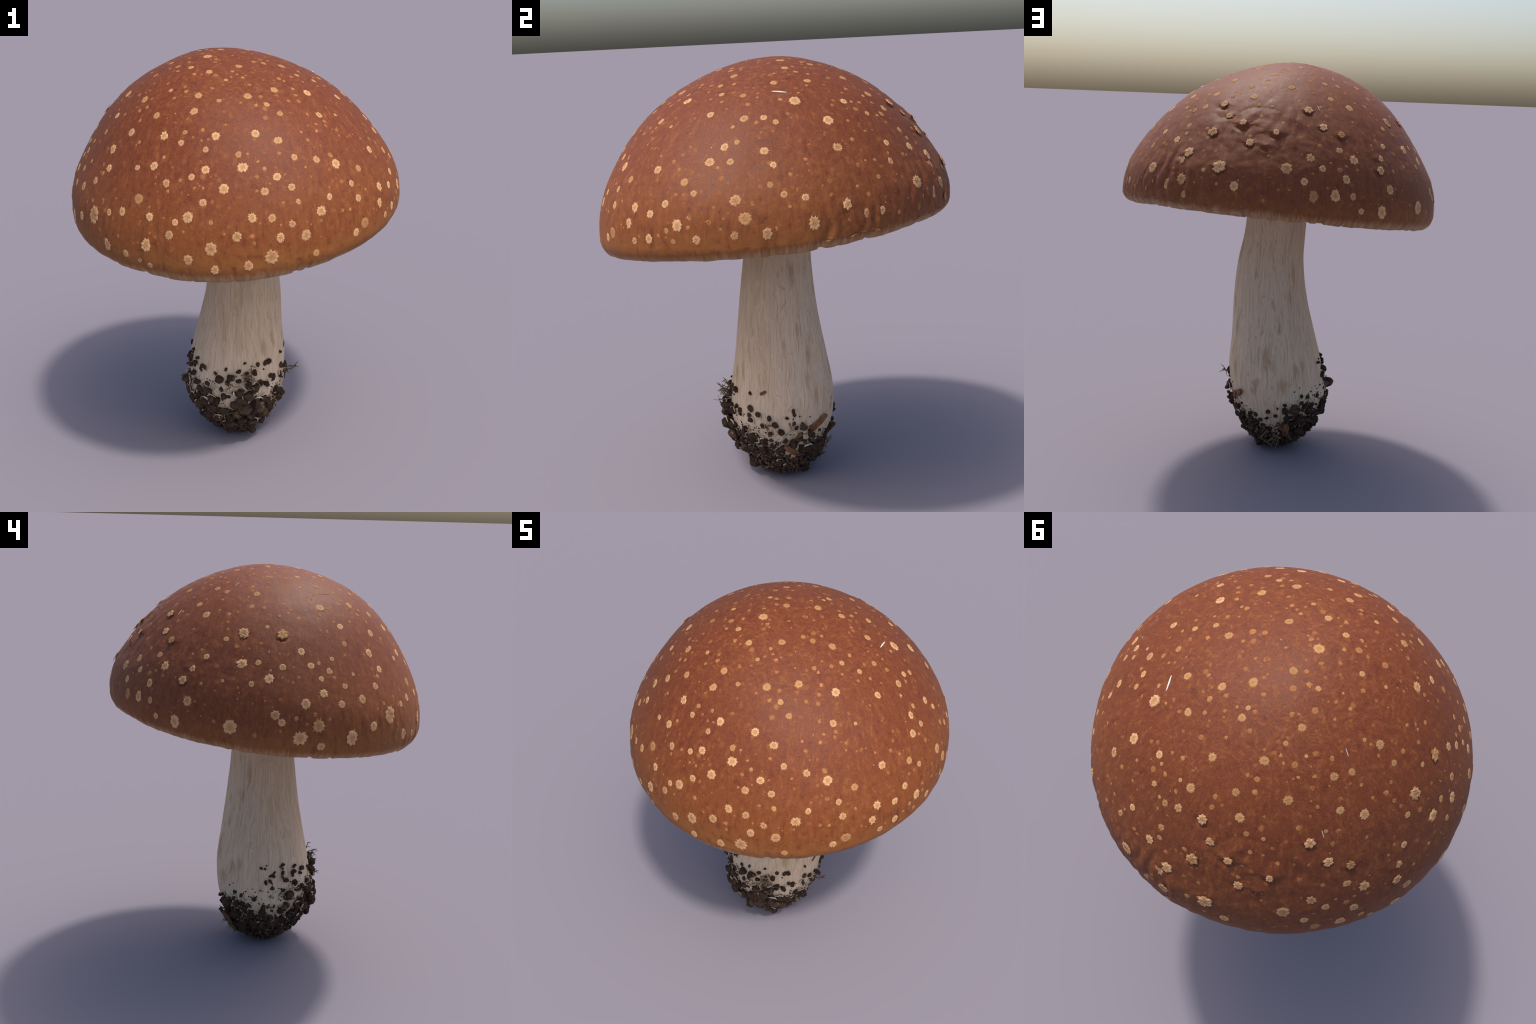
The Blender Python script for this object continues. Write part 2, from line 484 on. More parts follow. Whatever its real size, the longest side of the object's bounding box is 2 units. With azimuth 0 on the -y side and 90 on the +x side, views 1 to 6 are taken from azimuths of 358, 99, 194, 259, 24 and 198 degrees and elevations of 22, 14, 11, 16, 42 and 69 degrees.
    # faint small specks between the warts, more of them near the crown
    for scale, size, amount in ((15.0, 0.19, 0.50), (25.0, 0.21, 0.32)):
        v = m.node("ShaderNodeTexVoronoi", {"Vector": m.vmath("ADD", co, m.vmath("MULTIPLY", m.node("ShaderNodeTexNoise", {"Vector": co, "Scale": 60.0}).outputs["Color"], (0.012, 0.012, 0.012))), "Scale": scale, "Randomness": 1.0})
        pick = m.node("ShaderNodeSeparateColor", {0: v.outputs["Color"]}).outputs
        r = m.math("MULTIPLY", m.math("SUBTRACT", pick[0], 0.35), size * 1.6)
        spot = m.ramp(m.math("SUBTRACT", r, v.outputs["Distance"]), -0.04, 0.08)
        spot = m.math("MULTIPLY", spot, m.math("MULTIPLY", m.ramp(h, -0.01, 0.45, 0.45, 1.0), amount))
        col = m.mix(spot, col, rgb(*CAP_SPECK))
    rough = m.ramp(grain, 0.3, 0.7, 0.54, 0.66)
    height = m.math("ADD", m.math("MULTIPLY", grain, 1.0), m.math("MULTIPLY", fine, 0.35))
    height = m.math("ADD", height, m.math("MULTIPLY", m.math("MULTIPLY", streak, low), 0.4))
    return m.finish(col, rough, m.bump(height, 0.30, 0.004), 0.30)


def wart_material(name, inner, outer, skin, fade):
    """radial pattern in the wart's own coordinates (radius 1)"""
    m = Tree(name)
    co = m.coord()
    flat = m.vmath("MULTIPLY", co, (1, 1, 0))
    r = m.vmath("LENGTH", flat, out=1)
    ray = m.noise(m.vmath("MULTIPLY", m.vmath("NORMALIZE", flat), (5.5, 5.5, 0)), 1.0, 2, 0.6)
    loc = m.node("ShaderNodeObjectInfo")
    seed = m.vmath("MULTIPLY", loc.outputs["Location"], (9, 9, 9))
    blot = m.noise(m.vmath("ADD", co, seed), 3.2, 4, 0.65)
    col = m.mix(m.ramp(m.math("ADD", r, m.math("MULTIPLY", m.math("SUBTRACT", blot, 0.5), 0.9)), 0.15, 0.75), inner, outer)
    col = m.mix(m.math("MULTIPLY", m.ramp(ray, 0.50, 0.34, 0, 0.75), m.ramp(r, 0.15, 0.5)), col, inner)
    col = m.mix(m.ramp(m.noise(m.vmath("ADD", co, seed), 7.0, 3, 0.6), 0.48, 0.34, 0, 0.6), col, inner)
    edge = m.ramp(m.math("ADD", r, m.math("MULTIPLY", m.math("SUBTRACT", ray, 0.5), 0.5)), fade, 1.02)
    col = m.mix(m.math("MULTIPLY", edge, 0.75), col, skin)
    vary = m.ramp(loc.outputs["Random"], 0, 1, 0.0, 0.32)
    col = m.mix(vary, col, skin)
    return m.finish(col, 0.72, m.bump(m.math("ADD", blot, m.math("MULTIPLY", ray, 0.6)), 0.25, 0.05), 0.2)


def stem_material():
    m = Tree("stem_flesh")
    co = m.coord()
    sep = m.node("ShaderNodeSeparateXYZ", {0: co}).outputs
    shifted = m.vmath("ADD", co, (0.02, 0.0, 0.0))
    az = m.vmath("NORMALIZE", m.vmath("MULTIPLY", shifted, (1, 1, 0)))
    wob = m.node("ShaderNodeTexNoise", {"Vector": co, "Scale": 7.0}).outputs["Color"]
    wob = m.vmath("MULTIPLY", m.vmath("SUBTRACT", wob, (0.5, 0.5, 0.5)), (4.5, 4.5, 0))

    def fibres(across, along):
        z = m.node("ShaderNodeCombineXYZ", {2: m.math("MULTIPLY", sep[2], along)}).outputs[0]
        v = m.vmath("ADD", m.vmath("MULTIPLY", az, (across, across, 0)), z)
        return m.vmath("ADD", v, wob)

    broad = m.noise(fibres(9, 2.4), 1.0, 3, 0.6)
    mid = m.noise(fibres(24, 4.0), 1.0, 4, 0.6)
    thin = m.noise(fibres(60, 8.0), 1.0, 3, 0.6)
    crack = m.noise(fibres(40, 9.0), 1.0, 4, 0.65)
    back = m.ramp(m.math("ADD", sep[1], m.math("MULTIPLY", sep[0], 0.25)), -0.08, 0.14)
    low = m.ramp(sep[2], 0.75, 0.15)
    col = m.mix(m.ramp(broad, 0.35, 0.65), rgb(*STEM_TAN), rgb(*STEM_CREAM))
    col = m.mix(m.math("MULTIPLY", m.math("MAXIMUM", low, m.math("MULTIPLY", back, 0.6)), 0.75), col, rgb(*STEM_WHITE))
    col = m.mix(m.ramp(sep[2], 0.95, 1.25, 0, 0.25), col, rgb(*STEM_TAN))  # shadow under the cap, tinted into the top of the stem
    col = m.mix(m.ramp(mid, 0.49, 0.30, 0, 0.60), col, rgb(*STEM_SHADE))
    col = m.mix(m.ramp(mid, 0.55, 0.75, 0, 0.30), col, rgb(*STEM_WHITE))
    col = m.mix(m.ramp(thin, 0.50, 0.30, 0, 0.50), col, rgb(*STEM_SHADE))
    # brown cracks between the fibres, stronger at the back
    k = m.math("MULTIPLY", m.ramp(crack, 0.38, 0.29), m.math("ADD", 0.22, m.math("MULTIPLY", back, 0.55)))
    col = m.mix(k, col, rgb(*STEM_BROWN))
    # stains: long worn patches, mostly at the back
    patch = m.ramp(m.noise(fibres(7, 2.2), 1.0, 4, 0.65), 0.56, 0.68)
    col = m.mix(m.math("MULTIPLY", patch, m.math("ADD", 0.16, m.math("MULTIPLY", back, 0.50))), col, rgb(*STEM_STAIN))
    ragged = m.math("ADD", m.noise(fibres(15, 5.0), 1.0, 4, 0.7), m.math("MULTIPLY", thin, 0.5))
    for deg, z, half_w, half_h in STAINS:
        c = stem_base(math.radians(deg), z)
        d = m.vmath("SUBTRACT", co, tuple(c))
        d = m.vmath("MULTIPLY", d, (1 / half_w, 1 / half_w, 1 / half_h))
        d = m.math("ADD", m.vmath("LENGTH", d, out=1), m.math("MULTIPLY", m.math("SUBTRACT", ragged, 0.75), 4.0))
        col = m.mix(m.ramp(d, 1.45, 0.15, 0, 0.70), col, rgb(*STEM_STAIN))
    # fine dirt near the foot
    v = m.node("ShaderNodeTexVoronoi", {"Vector": co, "Scale": 55.0})
    pick = m.node("ShaderNodeSeparateColor", {0: v.outputs["Color"]}).outputs
    dirt = m.ramp(m.math("SUBTRACT", m.math("MULTIPLY", m.math("SUBTRACT", pick[0], 0.55), 0.55), v.outputs["Distance"]), 0.0, 0.05)
    dirt = m.math("MULTIPLY", dirt, m.ramp(m.math("ADD", sep[2], m.math("MULTIPLY", broad, 0.2)), 0.46, 0.28))
    col = m.mix(m.math("MULTIPLY", dirt, 0.8), col, rgb(0.06, 0.035, 0.022))
    height = m.math("ADD", mid, m.math("MULTIPLY", thin, 0.7))
    return m.finish(col, 0.78, m.bump(height, 0.45, 0.006), 0.25)


def earth_material(name, dark, mid_c, fleck):
    m = Tree(name)
    co = m.coord()
    info = m.node("ShaderNodeObjectInfo")
    p = m.vmath("ADD", co, m.vmath("MULTIPLY", info.outputs["Location"], (7, 7, 7)))
    big = m.noise(p, EARTH_SCALE[name], 3, 0.6)
    fine = m.noise(p, EARTH_SCALE[name] * 5, 4, 0.7)
    col = m.mix(m.ramp(big, 0.35, 0.68), dark, mid_c)
    col = m.mix(m.ramp(fine, 0.58, 0.74, 0, 0.55), col, fleck)
    col = m.mix(m.ramp(fine, 0.42, 0.28, 0, 0.6), col, dark)
    return m.finish(col, 0.92, m.bump(fine, 0.7, 0.25 / EARTH_SCALE[name]), 0.12)


def wood_material(name, a, b, along=3.0):
    m = Tree(name)
    co = m.coord()
    g = m.noise(m.vmath("MULTIPLY", co, (120, 120, 120 / 12)), along / 3, 4, 0.6)
    col = m.mix(m.ramp(g, 0.35, 0.68), a, b)
    return m.finish(col, 0.75, m.bump(g, 0.5, 0.003), 0.2)


def plain_fibre(name, a, b, scale=60):
    m = Tree(name)
    n = m.noise(m.coord(), scale, 3, 0.6)
    return m.finish(m.mix(m.ramp(n, 0.35, 0.65), a, b), 0.8, None, 0.2)


CAP_CROWN = (0.1791, 0.0422, 0.0135)
CAP_FLANK = (0.2292, 0.0665, 0.0154)
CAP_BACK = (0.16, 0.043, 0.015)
CAP_LIGHT = (0.3198, 0.1067, 0.0299)
CAP_DARK = (0.0994, 0.0216, 0.0086)
CAP_RIM = (0.2760, 0.1038, 0.0252)
CAP_LIP = (0.44, 0.265, 0.135)
CAP_SPECK = (0.44, 0.175, 0.058)
STEM_CREAM = (0.7140, 0.5270, 0.3565)
STEM_TAN = (0.6273, 0.4432, 0.2832)
STEM_WHITE = (0.7400, 0.5998, 0.4538)
STEM_SHADE = (0.43, 0.29, 0.175)
STEM_BROWN = (0.27, 0.155, 0.075)
STEM_STAIN = (0.45, 0.285, 0.155)
# azimuth deg, height, half width, half height
STAINS = [(94, 0.54, 0.030, 0.065), (48, 0.45, 0.022, 0.060), (113, 0.40, 0.030, 0.035), (76, 0.36, 0.026, 0.025),
          (80, 0.95, 0.010, 0.030), (136, 0.83, 0.010, 0.060), (114, 0.68, 0.008, 0.030), (39, 0.55, 0.014, 0.060),
          (30, 1.06, 0.016, 0.060), (33, 0.79, 0.012, 0.035), (44, 0.66, 0.010, 0.05), (115, 0.70, 0.012, 0.05),
          (147, 0.95, 0.010, 0.07), (140, 0.49, 0.016, 0.045), (300, 0.56, 0.018, 0.04), (315, 0.60, 0.010, 0.06),
          (90, 0.24, 0.020, 0.020), (130, 0.47, 0.012, 0.05)]
EARTH_SCALE = {"earth_crumb": 2.2, "earth_crumb_light": 2.2, "earth_mass": 45.0}

# ----------------------------------------------------------------------------- build: thing and main parts
mushroom = bpy.data.objects.new("mushroom", None)
bpy.context.scene.collection.objects.link(mushroom)
mushroom["label"] = "brown domed mushroom with pale warts, cream fibrous stem, earthy foot"
mushroom["category"] = "mushroom"

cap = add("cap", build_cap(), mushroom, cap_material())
stem = add("stem", build_stem(), mushroom, stem_material())


# gills: thin radial blades under the cap
def build_gills():
    verts, faces = [], []
    N = 210
    for i in range(N):
        a = TAU * (i + random.uniform(-0.15, 0.15)) / N
        inner = 0.17 if i % 3 == 0 else (0.36 if i % 3 == 1 else 0.50)
        r0 = rim_radius(a) - LIP_IN * 0.95
        z0 = rim_height(a) - lip_depth(a) * 0.80
        half = 0.0026
        side = Vector((-math.sin(a), math.cos(a), 0))
        rad = Vector((math.cos(a), math.sin(a), 0))
        base = len(verts)
        M = 12
        for j in range(M + 1):
            t = j / M
            r = r0 + (inner - r0) * t
            full = (rim_radius(a) - LIP_IN * 0.72 - r) / (rim_radius(a) - LIP_IN * 0.72 - 0.05)
            roof = rim_height(a) - lip_depth(a) * 0.95 + 0.11 * math.sin(min(1.0, full * 1.25) * math.pi / 2)
            foot = z0 + 0.03 * smooth(0.55, 1.0, full) + (0.05 * smooth(0.75, 1.0, t) if inner > 0.2 else 0)
            foot = min(foot, roof - 0.001)
            sway = side * (0.004 * math.sin(7 * t + i))
            for w, zz in ((half, roof + 0.004), (half * 0.35, foot), (-half * 0.35, foot), (-half, roof + 0.004)):
                verts.append(rad * r + side * w + sway + Vector((0, 0, zz)))
        for j in range(M):
            for e in range(3):
                q = base + j * 4 + e
                faces.append((q, q + 4, q + 5, q + 1))
        faces.append((base, base + 1, base + 2, base + 3))
        q = base + M * 4
        faces.append((q + 3, q + 2, q + 1, q))
    return make_mesh("gills", verts, faces)


gills = add("gills", build_gills(), cap, plain_fibre("gill_flesh", rgb(0.50, 0.41, 0.29), rgb(0.62, 0.53, 0.39)))
gills["kind"] = "stuff"

# ----------------------------------------------------------------------------- warts
SKIN = rgb(0.215, 0.062, 0.018)
WART_MATS = {
    "pale": wart_material("wart_pale", rgb(0.52, 0.27, 0.11), rgb(0.80, 0.465, 0.24), SKIN, 0.72),
    "tan": wart_material("wart_tan", rgb(0.48, 0.235, 0.092), rgb(0.64, 0.36, 0.155), SKIN, 0.55),
    "faint": wart_material("wart_faint", rgb(0.40, 0.155, 0.052), rgb(0.58, 0.275, 0.105), SKIN, 0.35),
}


def wart_mesh(name, seed, thick, ragged, lobes):
    """lobed scab, radius about 1, edge sunk just under the skin it grows on"""
    rnd = random.Random(seed)
    off = Vector((rnd.uniform(0, 50), rnd.uniform(0, 50), 0))
    ph = rnd.uniform(0, TAU)
    S, R = 56, 9
    verts, faces = [Vector((0, 0, thick * 0.8))], []

    def outline(c):
        """blunt, uneven fingers round a rounded scab"""
        u = Vector((math.cos(c), math.sin(c), 0))
        lob = math.cos(lobes * c + ph + 2.6 * noise.noise(off + u * 1.2 + Vector((0, 0, 2))))
        depth = 0.12 + 0.14 * noise.noise(off + u * 1.6 + Vector((0, 0, 8)))
        lob = math.tanh(1.8 * lob)
        return (0.88 + ragged * (depth * lob + 0.24 * noise.noise(off + u * 0.9 + Vector((0, 0, 5)))
                                 + 0.14 * noise.noise(off + u * 4.5)))

    for i in range(1, R + 1):
        t = i / R
        for k in range(S):
            c = TAU * k / S
            r = outline(c) * t
            q = off + Vector((r * math.cos(c) * 3.2, r * math.sin(c) * 3.2, 9))
            z = thick * (0.75 + 0.7 * noise.noise(q) + 0.6 * noise.noise(q * 2.6)) * (1 - smooth(0.60, 1.0, t))
            if i == R:
                z = -0.04
            verts.append(Vector((r * math.cos(c), r * math.sin(c), z)))
    for k in range(S):
        faces.append((0, 1 + k, 1 + (k + 1) % S))
    for i in range(R - 1):
        for k in range(S):
            q, k2 = 1 + i * S, (k + 1) % S
            faces.append((q + k, q + S + k, q + S + k2, q + k2))
    return make_mesh(name, verts, faces)


WART_KINDS = {}
for tone in WART_MATS:
    flat_, raised_ = [], []
    for s in range(9):
        rag = {"pale": 0.9, "tan": 0.8, "faint": 0.6}[tone]
        me = wart_mesh("wart", 100 + s * 7 + len(tone), 0.055, rag * (0.75 + 0.06 * s), 7 + s % 4)
        me.materials.append(WART_MATS[tone])
        flat_.append(me)
    for s in range(4):
        me = wart_mesh("wart", 300 + s * 5 + len(tone), 0.085, 1.0, 6 + s % 3)
        me.materials.append(WART_MATS[tone])
        raised_.append(me)
    WART_KINDS[tone] = (flat_, raised_)

rnd = random.Random(5)
sites = []


def knobby(a_deg, polar):
    best = 0
    for a, p, h, r in KNOBS:
        da = ((a_deg - a + 180) % 360 - 180) * math.sin(math.radians(polar))
        if math.hypot(da, polar - p) < 2.6:
            best = max(best, h)
    return best


def place_wart(a_deg, polar, dia, tone):
    a = math.radians(a_deg)
    pt, n = cap_point(a, polar)
    back = knobby(a_deg, polar)
    flat_, raised_ = WART_KINDS[tone]
    lifted = back >= 5 or (20 < a_deg < 165 and 38 < polar < 80 and dia > 0.027 and rnd.random() < 0.35)
    o = add("wart", rnd.choice(raised_ if lifted else flat_), cap)
    s = dia / 2
    stretch = 1.0 + (0.16 * smooth(55, 90, polar)) * rnd.uniform(0.4, 1.2)
    # local x points down the slope so that the low warts are a little drawn out
    down = (cap_base(a, min(polar + 1.5, 178)) - cap_base(a, max(polar - 1.5, 0.1))).normalized()
    z = n
    x = (down - z * down.dot(z)).normalized()
    y = z.cross(x)
    rot = Matrix((x, y, z)).transposed() @ Matrix.Rotation(rnd.choice((0, math.pi)) + rnd.uniform(-0.3, 0.3), 3, "Z")
    m = rot.to_4x4() @ Matrix.Diagonal((s * stretch * rnd.uniform(0.92, 1.06), s * rnd.uniform(0.9, 1.06), s, 1))
    m.translation = pt + n * 0.0006
    o.matrix_local = m
    sites.append((pt, s))


SIZE = 0.001
for group in (WARTS_CROWN, WARTS_RIGHT, WARTS_BACK, WARTS_LEFT, WARTS_FRONT):
    for a_deg, polar, mm in group:
        f = rnd.random()
        if polar < 40:
            tone = "pale" if mm > 36 and f < 0.3 else ("tan" if mm > 27 or f < 0.45 else "faint")
        else:
            tone = "pale" if (mm > 31 and f < 0.93) or f < 0.72 else "tan"
        place_wart(a_deg, polar, mm * SIZE * 1.14, tone)

# smaller warts fill the gaps, thickest on the crown
tries = 0
while len(sites) < 298 and tries < 4000:
    tries += 1
    polar = math.degrees(math.acos(1 - rnd.random() * 1.0)) * 0.98
    if polar > 48 and rnd.random() < 0.72:
        continue
    a_deg = rnd.uniform(0, 360)
    dia = rnd.uniform(0.015, 0.029)
    pt = cap_base(math.radians(a_deg), polar)
    if any((pt - q).length < s + dia * 0.9 for q, s in sites):
        continue
    tone = "faint" if polar < 45 and rnd.random() < 0.6 else ("tan" if rnd.random() < 0.6 else "faint")
    place_wart(a_deg, polar, dia, tone)

# a crowd of specks joined into one part
SPECK_SRC = [m for t in ("faint", "tan") for m in WART_KINDS[t][0][:3]]
sv, sf = [], []
count, tries = 0, 0
while count < 430 and tries < 12000:
    tries += 1
    polar = math.degrees(math.acos(1 - rnd.random() ** 1.15)) * 0.96
    a = rnd.uniform(0, TAU)
    s = rnd.uniform(0.0035, 0.0080) if rnd.random() < 0.6 else rnd.uniform(0.007, 0.0125)
    pt, n = cap_point(a, polar)
    if any((pt - q).length < s + r + 0.002 for q, r in sites):
        continue
    sites.append((pt, s))
    count += 1
    R = frame_on(n, rnd.uniform(0, TAU))
    base = len(sv)
    sv.append(pt + n * s * 0.07)
    for ring, (rr, zz) in enumerate(((0.5, 0.06), (1.0, -0.03))):
        for k in range(26):
            c = TAU * k / 26
            w = 0.95 + 0.45 * noise.noise(Vector((math.cos(c) * 1.3, math.sin(c) * 1.3, count * 1.7))) + 0.32 * noise.noise(Vector((math.cos(c) * 4.2, math.sin(c) * 4.2, count * 2.3)))
            sv.append(pt + R @ Vector((math.cos(c) * rr * s * w, math.sin(c) * rr * s * w, zz * s)))
    for k in range(26):
        k2 = (k + 1) % 26
        sf.append((base, base + 1 + k, base + 1 + k2))
        sf.append((base + 1 + k, base + 27 + k, base + 27 + k2, base + 1 + k2))
specks = add("cap_specks", make_mesh("cap_specks", sv, sf), cap,
             plain_fibre("speck_skin", rgb(0.240, 0.076, 0.022), rgb(0.46, 0.195, 0.074), 26))
specks["kind"] = "stuff"


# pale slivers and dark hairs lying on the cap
def strand_on_cap(name, pts_deg, width, mat, lift=0.001):
    pts = []
    for i in range(len(pts_deg) - 1):
        (a0, p0), (a1, p1) = pts_deg[i], pts_deg[i + 1]
        A, _ = cap_point(math.radians(a0), p0)
        B, _ = cap_point(math.radians(a1), p1)
        M = 7
        for j in range(M + (1 if i == len(pts_deg) - 2 else 0)):
            t = j / M
            q = A.lerp(B, t)
            out = (q - Vector((0, 0, 1.25))).normalized()
            pts.append(q + out * lift)
    # settle on the skin
    settled = []
    for q in pts:
        a = math.atan2(q.y - APEX_SHIFT[1], q.x - APEX_SHIFT[0])
        best = q
        settled.append(best + Vector((0, 0, 1)) * ((q - Vector((0, 0, 1.25))).length * 0.0))
    n = len(settled)
    radii = [width * (0.25 + 0.75 * math.sin(math.pi * (i + 0.35) / (n - 0.3)) ** 0.8) if n > 1 else width for i in range(n)]
    v, f = [], []
    tube(v, f, settled, radii, 6)
    return add(name, make_mesh(name, v, f), cap, mat)


pale_sliver = plain_fibre("sliver_pale", rgb(0.80, 0.76, 0.62), rgb(0.88, 0.85, 0.74))
dark_hair = plain_fibre("hair_dark", rgb(0.09, 0.05, 0.03), rgb(0.20, 0.11, 0.06))
strand_on_cap("sliver", [(7, 33), (11, 33.4), (15, 34)], 0.0036, pale_sliver, 0.002)
for a, p, da, dp in ((144, 22, -1.5, 2.2), (119, 40, 0.5, 2.5), (170, 52, 0, 1.2), (346, 54, 0.6, 0.3), (352, 47, 0.6, 0.2)):
    strand_on_cap("sliver", [(a, p), (a + da, p + dp)], 0.0011, pale_sliver, 0.0012)
for path in ([(154, 5), (140, 8.5), (146, 12), (144, 22)], [(180, 21.5), (175, 29)], [(312, 1), (312, 4.5), (318, 9)],
             [(240, 38), (246, 34)], [(250, 30), (243, 33)], [(120, 41), (134, 42)], [(344, 40), (346, 46)],
             [(286, 45), (290, 40), (296, 39)], [(205, 30), (214, 31)], [(262, 42), (270, 44), (276, 43.5)]):
    strand_on_cap("hair", path, 0.0009, dark_hair, 0.0006)

# ----------------------------------------------------------------------------- earth on the foot
crumb_mat = earth_material("earth_crumb", rgb(0.066, 0.042, 0.030), rgb(0.150, 0.093, 0.064), rgb(0.33, 0.185, 0.092))
light_mat = earth_material("earth_crumb_light", rgb(0.090, 0.057, 0.039), rgb(0.195, 0.120, 0.078), rgb(0.38, 0.22, 0.11))
mass_mat = earth_material("earth_mass", rgb(0.052, 0.033, 0.024), rgb(0.130, 0.080, 0.055), rgb(0.27, 0.15, 0.075))


def build_earth_mass():
    """lumpy crust hugging the foot of the stem below the edge of the earth"""
    A, H = 220, 60
    verts, faces = [], []
    for i in range(H + 1):
        t = i / H
        for k in range(A):
            a = TAU * k / A
            top = earth_edge(a) - 0.065 + 0.05 * noise.noise(Vector((math.cos(a) * 6, math.sin(a) * 6, 1)))
            z = 0.015 + (top - 0.015) * t
            p = stem_base(a, z)
            lump = noise.noise(p * 34) * 0.5 + noise.noise(p * 75) * 0.35
            out = (0.004 + 0.010 * lump) * (1 - smooth(0.55, 1.0, t)) - 0.006 * smooth(0.75, 1.0, t) + 0.004 * lump * (1 - t)
            n = stem_normal(a, max(z, 0.03))
            q = p + n * out
            q.z = max(q.z, 0.010)
            verts.append(q)
    for i in range(H):
        for k in range(A):
            q, k2 = i * A, (k + 1) % A
            faces.append((q + k, q + k2, q + A + k2, q + A + k))
    faces.append(tuple(reversed(range(A))))
    return make_mesh("earth", verts, faces)


earth = add("earth", build_earth_mass(), mushroom, mass_mat)


def crumb_mesh(name, seed, cuts, rough, subdiv=3):
    """a clod: a ball with flats broken off it, then roughened"""
    r_ = random.Random(seed)
    bm = bmesh.new()
    bmesh.ops.create_icosphere(bm, subdivisions=subdiv, radius=1.0)
    planes = []
    for _ in range(cuts):
        d = Vector((r_.gauss(0, 1), r_.gauss(0, 1), r_.gauss(0, 1))).normalized()
        planes.append((d, r_.uniform(0.46, 0.82)))
    off = Vector((r_.uniform(0, 90), r_.uniform(0, 90), r_.uniform(0, 90)))
    sx, sy = r_.uniform(0.85, 1.2), r_.uniform(0.75, 1.0)
    for v in bm.verts:
        p = v.co.copy()
        for d, lim in planes:
            e = p.dot(d)
            if e > lim:
                p -= d * (e - lim) * 0.9
        p += v.co * (rough * fbm(v.co * 1.7 + off, 3))
        v.co = Vector((p.x * sx, p.y * sy, p.z))
    me = bpy.data.meshes.new(name)
    bm.to_mesh(me)
    bm.free()
    me.polygons.foreach_set("use_smooth", [True] * len(me.polygons))
    return me


CRUMBS = []
for s in range(14):
    me = crumb_mesh("crumb", 40 + s, 8 + s % 6, 0.12 + 0.014 * (s % 6))
    me.materials.append(light_mat if s % 4 == 3 else crumb_mat)
    CRUMBS.append(me)

rc = random.Random(21)
crumb_sites = []
crumb_count = 0


def place_crumb(a, z, size, flat, out):
    global crumb_count
    n = stem_normal(a, max(z, 0.03))
    p = stem_base(a, z, stem_relief(a, z)) + n * out
    R = frame_on(n, rc.uniform(0, TAU)).to_4x4()
    s = size / 2
    m = R @ Matrix.Diagonal((s * rc.uniform(0.9, 1.12), s * rc.uniform(0.88, 1.1), s * flat, 1))
    reach = s * 1.12
    p.z = max(p.z, reach)
    m.translation = p
    o = add("crumb", rc.choice(CRUMBS), earth)
    o.matrix_local = m
    crumb_sites.append((p, s))
    crumb_count += 1


for group in (CRUMBS_FRONT, CRUMBS_BACK):
    for a_deg, z_mm, mm in group:
        s = min(mm, 58) / 1000
        place_crumb(math.radians(a_deg), z_mm / 1000, s * 1.12, rc.uniform(0.65, 0.95) + (0.25 if mm > 34 else 0), s * (0.32 if mm > 34 else 0.24))

# larger lumps heaped on the low side of the foot
for a_deg, z_mm, mm in [(281, 385, 46), (289, 365, 52), (274, 350, 50), (284, 325, 58), (276, 300, 52), (292, 285, 60), (268, 280, 48),
                        (283, 255, 64), (272, 235, 58), (295, 235, 56), (287, 205, 62), (265, 200, 54), (278, 180, 60),
                        (256, 235, 52), (262, 165, 56), (300, 190, 52), (312, 170, 56), (292, 155, 58), (250, 190, 48),
                        (234, 330, 44), (240, 300, 50), (232, 285, 46), (226, 250, 52), (243, 255, 50), (236, 215, 56)]:
    s = mm / 1000
    place_crumb(math.radians(a_deg + rc.uniform(-2, 2)), z_mm / 1000, s * 1.15, rc.uniform(0.8, 1.05), s * rc.uniform(0.35, 0.60))

# the crust of crumbs under the edge of the earth
tries = 0
while crumb_count < 298 and tries < 20000:
    tries += 1
    a = rc.uniform(0, TAU)
    top = earth_edge(a) + 0.012 * rc.gauss(0, 1)
    z = 0.02 + (top - 0.02) * rc.random() ** 0.9
    size = rc.choice((0.028, 0.034, 0.040, 0.046, 0.054, 0.066)) * rc.uniform(0.9, 1.1)
    if z > top - 0.06:
        size = min(size, 0.046)
    p = stem_base(a, z)
    if any((p - q).length < 0.62 * (s + size / 2) for q, s in crumb_sites):
        continue
    place_crumb(a, z, size, rc.uniform(0.75, 1.05), size * rc.uniform(0.12, 0.34))

# small crumbs: packed between the large ones, thinning out up the stem
fine_v, fine_f = [], []
pebbles = []
for s in range(5):
    bm = bmesh.new()
    bmesh.ops.create_icosphere(bm, subdivisions=2, radius=1.0)
    r_ = random.Random(700 + s)
    off = Vector((s * 3.1, s * 7.7, 1))
    for v in bm.verts:
        v.co = v.co * (0.85 + 0.38 * noise.noise(v.co * 1.4 + off))
    pebbles.append(([v.co.copy() for v in bm.verts], [[v.index for v in f.verts] for f in bm.faces]))
    bm.free()


def drop_pebble(p, n, size, flat):
    vs, fs = rc.choice(pebbles)
    R = frame_on(n, rc.uniform(0, TAU))
    base = len(fine_v)
    for v in vs:
        q = p + R @ Vector((v.x * size, v.y * size, v.z * size * flat))
        fine_v.append(Vector((q.x, q.y, max(q.z, 0.0))))
    for f in fs:
        fine_f.append([base + i for i in f])


